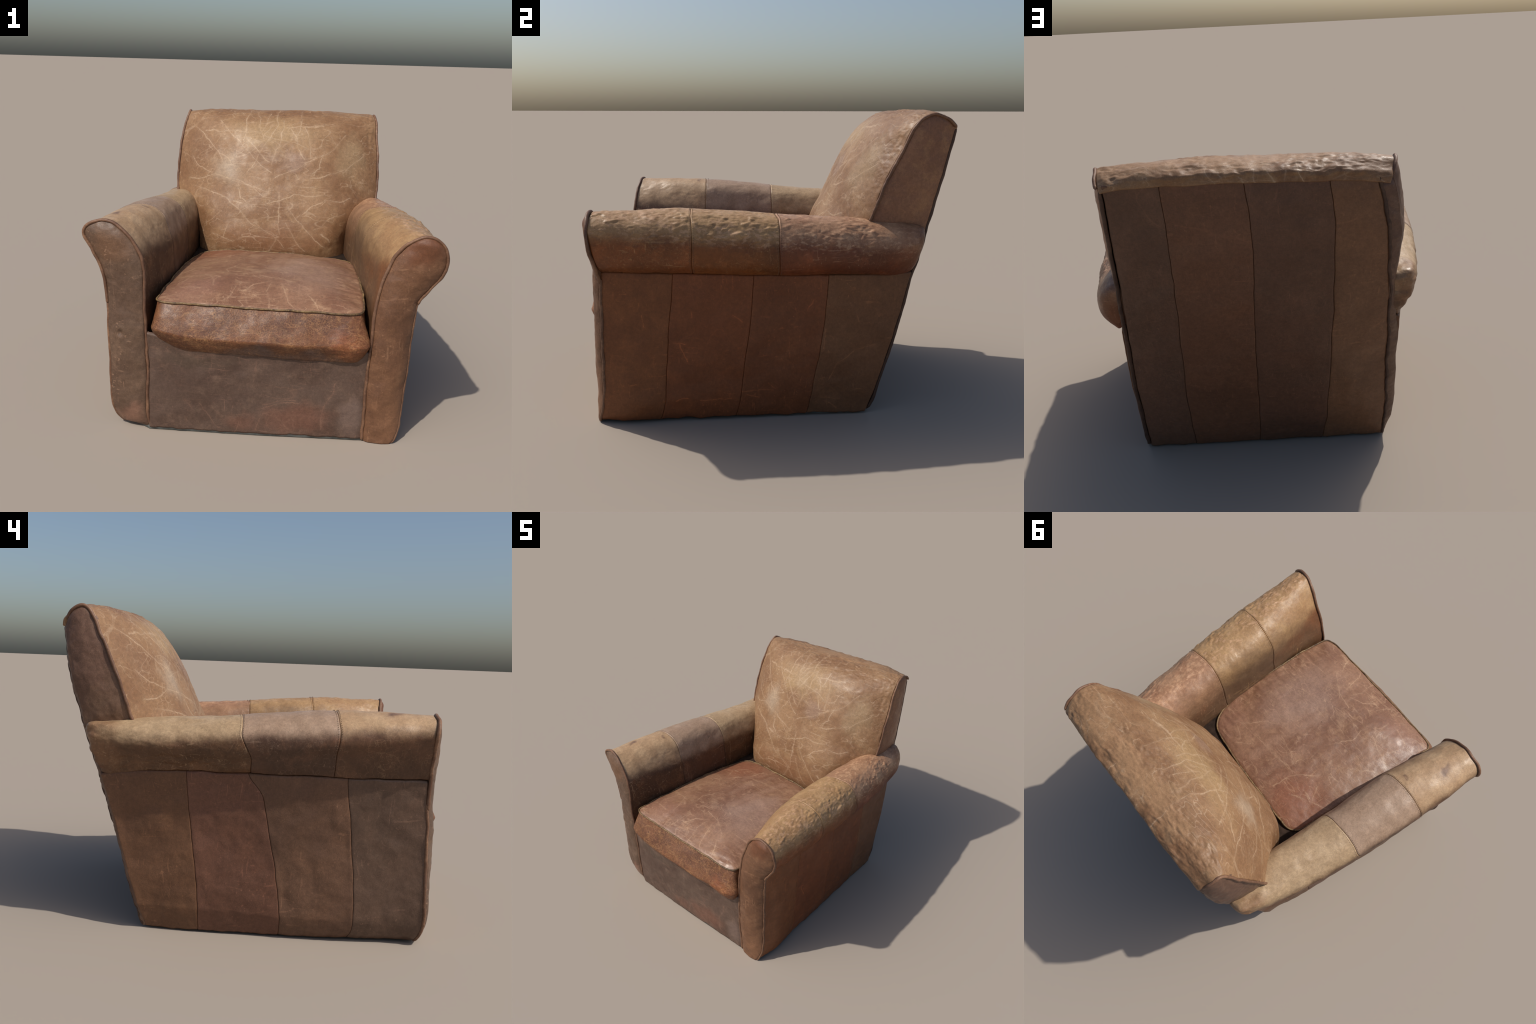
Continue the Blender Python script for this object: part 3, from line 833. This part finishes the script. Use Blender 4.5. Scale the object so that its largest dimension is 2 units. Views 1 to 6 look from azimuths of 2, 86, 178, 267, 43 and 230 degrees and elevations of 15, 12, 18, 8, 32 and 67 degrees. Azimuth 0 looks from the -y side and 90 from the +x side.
seat = add_object("seat_cushion", top.transpose(1, 0, 2).reshape(-1, 3), grid_faces(nT, cushion_n, False, wrap_u=True), M_seat, root)
# border band and underside
fr = sstep(-W[:, 1], .80, .90)
left = sstep(-W[:, 0], -.1, .55)
T2 = np.roll(W, -1, 0) - np.roll(W, 1, 0)
out2 = np.stack([T2[:, 1], -T2[:, 0], 0 * T2[:, 0]], -1)
for _ in range(8):
    out2 = (np.roll(out2, 1, 0) + out2 * 2 + np.roll(out2, -1, 0)) / 4
out2 /= np.linalg.norm(out2, axis=1)[:, None]
zb = .478 + .060 * sstep(-W[:, 0], .38, .56) * fr - .012 * sstep(W[:, 0], -.2, .4)
SWELL = (np.linspace(0, 1, 21), spline(np.array([[0.], [.36], [.62], [.82], [.94], [1.], [1.], [.95], [.80], [.35]]), np.linspace(0, 1, 21))[:, 0])
face_w = fr * np.clip(-out2[:, 1], 0, 1) ** 1.5
rows = []
for q in np.linspace(0, 1, 46):
    Q = W.copy()
    Q[:, 2] = W[:, 2] + (zb - W[:, 2]) * q - .004
    bul = np.interp(q, *SWELL)
    lo = np.where(q > .5, (q - .5) * 2, 0)
    Q += out2 * (((.092 - .014 * sstep(W[:, 0], .1, .45) - .013 * sstep(-W[:, 0], .2, .5)) * face_w + .006 + .024 * (1 - fr)) * bul - .004 - .008 * q)[:, None]
    Q[:, 0] += np.sign(W[:, 0]) * .022 * fr * sstep(np.abs(W[:, 0] + .02), .38, .54) * bul
    wr = bul * face_w
    Q += out2 * (wr * (.005 * fbm(Q, .09, 3, 60) + .004 * lo * fbm(Q, .045, 2, 61, (1.2, 1, .6))
                 + .007 * sstep(Q[:, 0], .3, .5) * fbm(Q, .03, 2, 62, (1, 1, .6))))[:, None]
    rows.append(Q)
last = rows[-1]
cb = last.mean(0)
for f in (.9, .6, .01):
    rows.append(cb + (last - cb) * f)
B = np.array(rows)
add_object("seat_border", B.transpose(1, 0, 2).reshape(-1, 3), grid_faces(nT, len(B), True, wrap_u=True), M_border, seat)
loop = np.concatenate([W, W[:4]])
tube("seat_welt", loop + np.array([0, 0, -.001]), .0055, M_seat_welt, seat, jitter=.003, seed=8, step=.005)

# -------------------------------------------------------------- backrest ----
# rows of the padded front: left, centre, right point and fullness exponent, seat -> over the top -> rear seam
BACK = [
    ((-.465, .42, .56), (.04, .255, .58), (.525, .38, .56), 7), ((-.468, .41, .66), (.04, .240, .68), (.525, .36, .66), 7), ((-.474, .41, .78), (.04, .232, .78), (.530, .36, .78), 6), ((-.53, .49, .95), (.05, .272, .95), (.60, .40, .95), 4.6),
    ((-.645, .620, 1.08), (.05, .324, 1.08), (.735, .498, 1.078), 3.0), ((-.650, .660, 1.205), (.05, .381, 1.205), (.742, .540, 1.205), 2.8), ((-.640, .713, 1.343), (.05, .446, 1.345), (.743, .600, 1.34), 2.75),
    ((-.627, .764, 1.456), (.05, .512, 1.450), (.741, .660, 1.45), 2.75), ((-.610, .800, 1.548), (.05, .585, 1.540), (.738, .703, 1.546), 2.7), ((-.594, .828, 1.594), (.05, .660, 1.594), (.735, .745, 1.592), 2.7),
    ((-.588, .855, 1.610), (.06, .755, 1.629), (.730, .795, 1.612), 3.2), ((-.584, .905, 1.602), (.06, .850, 1.633), (.724, .850, 1.610), 3.8), ((-.574, .934, 1.572), (.06, .925, 1.614), (.716, .903, 1.588), 4),
    ((-.564, .968, 1.544), (.06, .968, 1.588), (.708, .938, 1.560), 4), ((-.552, .976, 1.508), (.06, .966, 1.542), (.704, .946, 1.532), 4)]
bl, bc, br, bp = (np.array([r[i] for r in BACK], float) for i in range(4))
bk = np.concatenate([[0], np.cumsum(np.linalg.norm(np.diff(bc, axis=0), axis=1))])
bk /= bk[-1]


def back_S(u, v):
    L, Cc, R, p = spline(bl, v, bk), spline(bc, v, bk), spline(br, v, bk), spline(bp[:, None], v, bk)[..., 0]
    U = u[..., None]
    E = L + (R - L) * U
    uc = ((Cc - L)[..., 0] / (R - L)[..., 0])
    mid = L + (R - L) * uc[..., None]
    d = np.where(u < uc, (uc - u) / uc, (u - uc) / (1 - uc))
    return E + (Cc - mid) * (1 - np.clip(d, 0, 1) ** p)[..., None]


def back_relief(P, U, V, N, near):
    h = .006 * fbm(P, .35, 2, 70) + .0012 * fbm(P, .05, 2, 71)
    topm = sstep(V, .70, .80)
    rg = fbm(P, .034, 3, 72, (2.0, 1, 1))
    topm = topm * (.4 + .8 * sstep(fbm(P, .17, 2, 77, (1.5, 1, 1)), -.25, .35))
    h = h + topm * (.0075 * rg + .0045 * (np.abs(fbm(P, .030, 2, 76, (2.4, 1, 1))) * 1.6 - .4))
    # crumpled along the right hand seam and in the upper right
    m = sstep(U, .90, .985) * sstep(V, .35, .5) + sstep(U, .72, .9) * sstep(V, .55, .66) * .5
    h = h + m * .005 * fbm(P, .030, 2, 73)
    # gathers where the cushion meets the arms
    g = np.exp(-((P[..., 2] - 1.07) / .06) ** 2) * (sstep(U, .80, .95) + .4 * (1 - sstep(U, .05, .2)))
    h = h + g * .008 * fbm(P, .05, 2, 74, (1, 1, 1.8))
    return h * sstep(near, 0, .03)


core = []
for v in np.linspace(.02, .93, 20):
    r = back_S(np.linspace(0.03, .97, 24), np.full(24, v))
    zz = r[:, 2].mean()
    r = np.array([.05, 0, 0]) + (r - [.05, 0, 0]) * [.95, 1, 1] + np.array([0, .035, -.012 - .05 * sstep(v, .5, .8)])
    zb_ = min(zz, 1.50)
    rear = np.stack([r[::-1, 0] * .97, np.full(24, min(rear_y(1, zb_), rear_y(-1, zb_)) - .04), r[::-1, 2] - .03], -1)
    rear[:, 1] = np.maximum(rear[:, 1], r[::-1, 1] + .002)
    core.append(np.concatenate([r, rear]))
back = loft_closed("backrest", core, M_frame, root)
patch("back_cushion", back_S, (1.36, bk[-1] * 1.65), np.array([0, .75, 1.1]), M_back, back, .0055, (.008, .008, 0, .006), back_relief, skirt=.02)

tilt = np.array([0, 0, 0])
for side in (1, -1):
    if side > 0:
        front = curve((.725, .470, 1.0), (.737, .502, 1.078), (.744, .545, 1.205), (.745, .606, 1.34), (.743, .664, 1.45), (.740, .710, 1.546))
        topc = curve((.740, .710, 1.546), (.737, .752, 1.592), (.732, .800, 1.610), (.726, .855, 1.604), (.718, .905, 1.585), (.710, .938, 1.550))
        rearc = linear(*[(x, float(rear_y(1, z)) - .008, z) for x, z in ((.716, .97), (.714, 1.1), (.714, 1.25), (.713, 1.4), (.711, 1.5), (.710, 1.550))])
        bot = curve((.725, .470, 1.0), (.728, .6, .99), (.716, .777, .97))
    else:
        front = curve((-.640, .59, 1.0), (-.647, .622, 1.08), (-.652, .662, 1.205), (-.642, .716, 1.343), (-.629, .766, 1.456), (-.612, .805, 1.545))
        topc = curve((-.612, .805, 1.545), (-.594, .832, 1.592), (-.588, .858, 1.612), (-.584, .905, 1.602), (-.572, .935, 1.572), (-.563, .950, 1.540))
        rearc = linear(*[(x, float(rear_y(-1, z)) - .010, z) for x, z in ((-.601, .97), (-.610, 1.1), (-.615, 1.25), (-.603, 1.4), (-.577, 1.5), (-.563, 1.540))])
        bot = curve((-.640, .59, 1.0), (-.62, .72, .99), (-.600, float(rear_y(-1, .97)) - .01, .97))
    Sb = coons(front, rearc, bot, topc)
    patch("back_side_panel", Sb, (.27, .57), np.array([.3 * side, .7, 1.2]), M_bside_r if side > 0 else M_bside_l, back, .006, (.006,) * 4,
          lambda P, U, V, N, near: ((.022 if P[0, 0, 0] > 0 else .013) * (1 - (2 * U - 1) ** 2) * (.4 + .6 * np.sin(pi * V)) + .006 * fbm(P, .10, 3, 80 + side) + .002 * fbm(P, .03, 2, 81)) * sstep(near, 0, .03), skirt=.008)
    s = np.linspace(0, 1, 80)
    seam = np.concatenate([front(s), topc(s)[1:]])
    tube("back_welt", seam + np.array([.004 * side, 0, -.001]), .0082, M_welt, back, jitter=.005 if side > 0 else .004, seed=9 + side)

# rear panels
rear_l = linear(*[(x, float(rear_y(-1, z)) + .004, z) for x, z in ((-.585, HEM), (-.592, .2), (-.588, .4), (-.585, .555), (-.580, .75), (-.573, .95), (-.562, 1.15), (-.552, 1.3), (-.530, 1.42), (-.510, 1.49), (-.500, 1.550))])
rear_r = linear(*[(x, float(rear_y(1, z)) + .004, z) for x, z in ((.688, HEM), (.692, .2), (.697, .457), (.695, .7), (.692, .94), (.691, 1.237), (.690, 1.4), (.689, 1.566))])
rear_bot = hem(linear((-.585, .555, HEM), (.688, .520, HEM)), 8)
rear_top = curve((-.500, .980, 1.550), (-.27, .974, 1.564), (.083, .964, 1.565), (.43, .957, 1.567), (.689, .950, 1.566))
rear_S = coons(rear_l, rear_r, rear_bot, rear_top)
RCUT = [(.2535, .192), (.528, .490), (.802, .784)]


def rcut(k, V):
    if k == 0:
        return 0 * V
    if k == 4:
        return 0 * V + 1
    b, t = RCUT[k - 1]
    return b + (t - b) * V + .002 * np.sin(V * 9 + 2 * k)


def rear_relief(k):
    def f(P, U, V, N, near):
        h = .006 * fbm(P, .35, 2, 90 + k) + .0012 * fbm(P, .06, 2, 91)
        swell = (1 - np.abs(2 * U - 1) ** 2.6) * np.interp(P[..., 2], [0, .08, .25, .45, .65, .9, 1.2, 1.45, 1.56], [.0, .020, .044, .057, .060, .052, .036, .016, .0])
        if k == 0:
            h = h + .006 * fbm(P, .12, 2, 95) * (1 - sstep(U, 0, .2))
            # a loose fold beside the seam
            x0 = -.235 + .02 * (1.5 - P[..., 2])
            m = np.exp(-((P[..., 0] + .283) / .007) ** 2) * sstep(fbm(P, .3, 1, 97, (9, 9, 1)), -.1, .2)
            h = h + .006 * m
        return swell + h * sstep(near, 0, .025)
    return f


for k in range(4):
    patch("rear_panel", rear_S, (.33, 1.6), np.array([0, .3, .9]), REAR[3 - k], back, .008, (.007 if k else .012, .007 if k < 3 else .010, 0, .008),
          rear_relief(k), urange=lambda V, k=k: (rcut(k, V), rcut(k + 1, V)), skirt=.02)
zz = np.linspace(.02, 1.545, 160)
tube("rear_welt", np.stack([np.interp(zz, [0, .4, 1.0, 1.55], [.697, .706, .705, .702]), rear_y(1, zz) - .003, zz], -1), .010, M_welt_dark, back, jitter=.003, seed=14)
# the gathered gusset down the left rear corner
gus = linear(*[(x, float(rear_y(-1, z)) - .014, z) for x, z in ((-.598, HEM), (-.635, .136), (-.645, .327), (-.639, .547), (-.638, .70), (-.624, .80), (-.608, .90), (-.603, .97), (-.611, 1.1), (-.616, 1.25), (-.604, 1.4), (-.578, 1.5), (-.558, 1.565))])
gus_S = coons(gus, rear_l, linear((-.595, .54, HEM), (-.585, .557, HEM)), linear((-.558, .948, 1.565), (-.500, .980, 1.550)))
patch("rear_gusset", gus_S, (.05, 1.6), np.array([0, .3, .9]), M_bside_l, back, .006, (.004, .004, 0, 0),
      lambda P, U, V, N, near: .006 * np.sin(pi * np.clip(U, 0, 1)) + (.010 * fbm(P, .07, 3, 99, (2, 2, .8)) + .004 * fbm(P, .025, 2, 98)) * (.3 + .7 * np.sin(pi * np.clip(U, 0, 1))), skirt=.02)
zz = np.linspace(.03, 1.53, 160)
tube("rear_welt", rear_l((zz - zz[0]) / np.ptp(zz)) + np.array([-.006, -.004, 0]), .0085, M_welt_dark, back, jitter=.008, wobble=.4, seed=15)
# ------------------------------------------------------------- stitching ----
stitch_v, stitch_f = [], []


def stitch_row(path, nrm, length=.007, gap=.005, w=.0012, lift=.0015):
    d = np.linalg.norm(np.diff(path, axis=0), axis=1)
    k = np.concatenate([[0], np.cumsum(d)])
    at = lambda s, A: np.stack([np.interp(s, k, A[:, i]) for i in range(3)], -1)
    a = np.arange(.01, k[-1] - .01, length + gap)
    p, q, n = at(a, path), at(a + length, path), at(a, nrm)
    t = q - p
    b = np.cross(n, t)
    b /= np.linalg.norm(b, axis=1)[:, None] + 1e-9
    for i in range(len(a)):
        o = len(stitch_v)
        m = (p[i] + q[i]) / 2 + n[i] * lift
        stitch_v.extend([p[i] - n[i] * .002, m - b[i] * w, q[i] - n[i] * .002, m + b[i] * w, m + n[i] * w])
        stitch_f.extend([(o, o + 1, o + 4), (o + 1, o + 2, o + 4), (o + 2, o + 3, o + 4), (o + 3, o, o + 4)])


for side in (1, -1):
    S = arm_surface(side)
    relief = arm_relief(side)
    for k in range(2):
        for off in (-.0085, .0085):
            v = np.linspace(.22, .985, 260)
            u = seam_u(side, k, v) + off / 1.7
            P = S(np.stack([u, u + .002], 0), np.stack([v, v], 0))
            dv = np.gradient(P[0], axis=0)
            N = np.cross(P[1] - P[0], dv)
            N /= np.linalg.norm(N, axis=1)[:, None]
            if (N * (P[0] - np.array([.7 * side, 0, .9]))).sum() < 0:
                N = -N
            stitch_row(P[0] + N * .001, N)
add_object("stitching", stitch_v, stitch_f, M_thread, root, "stuff", smooth=False)

# settle: the whole chair stands on z = 0
bpy.context.view_layer.update()
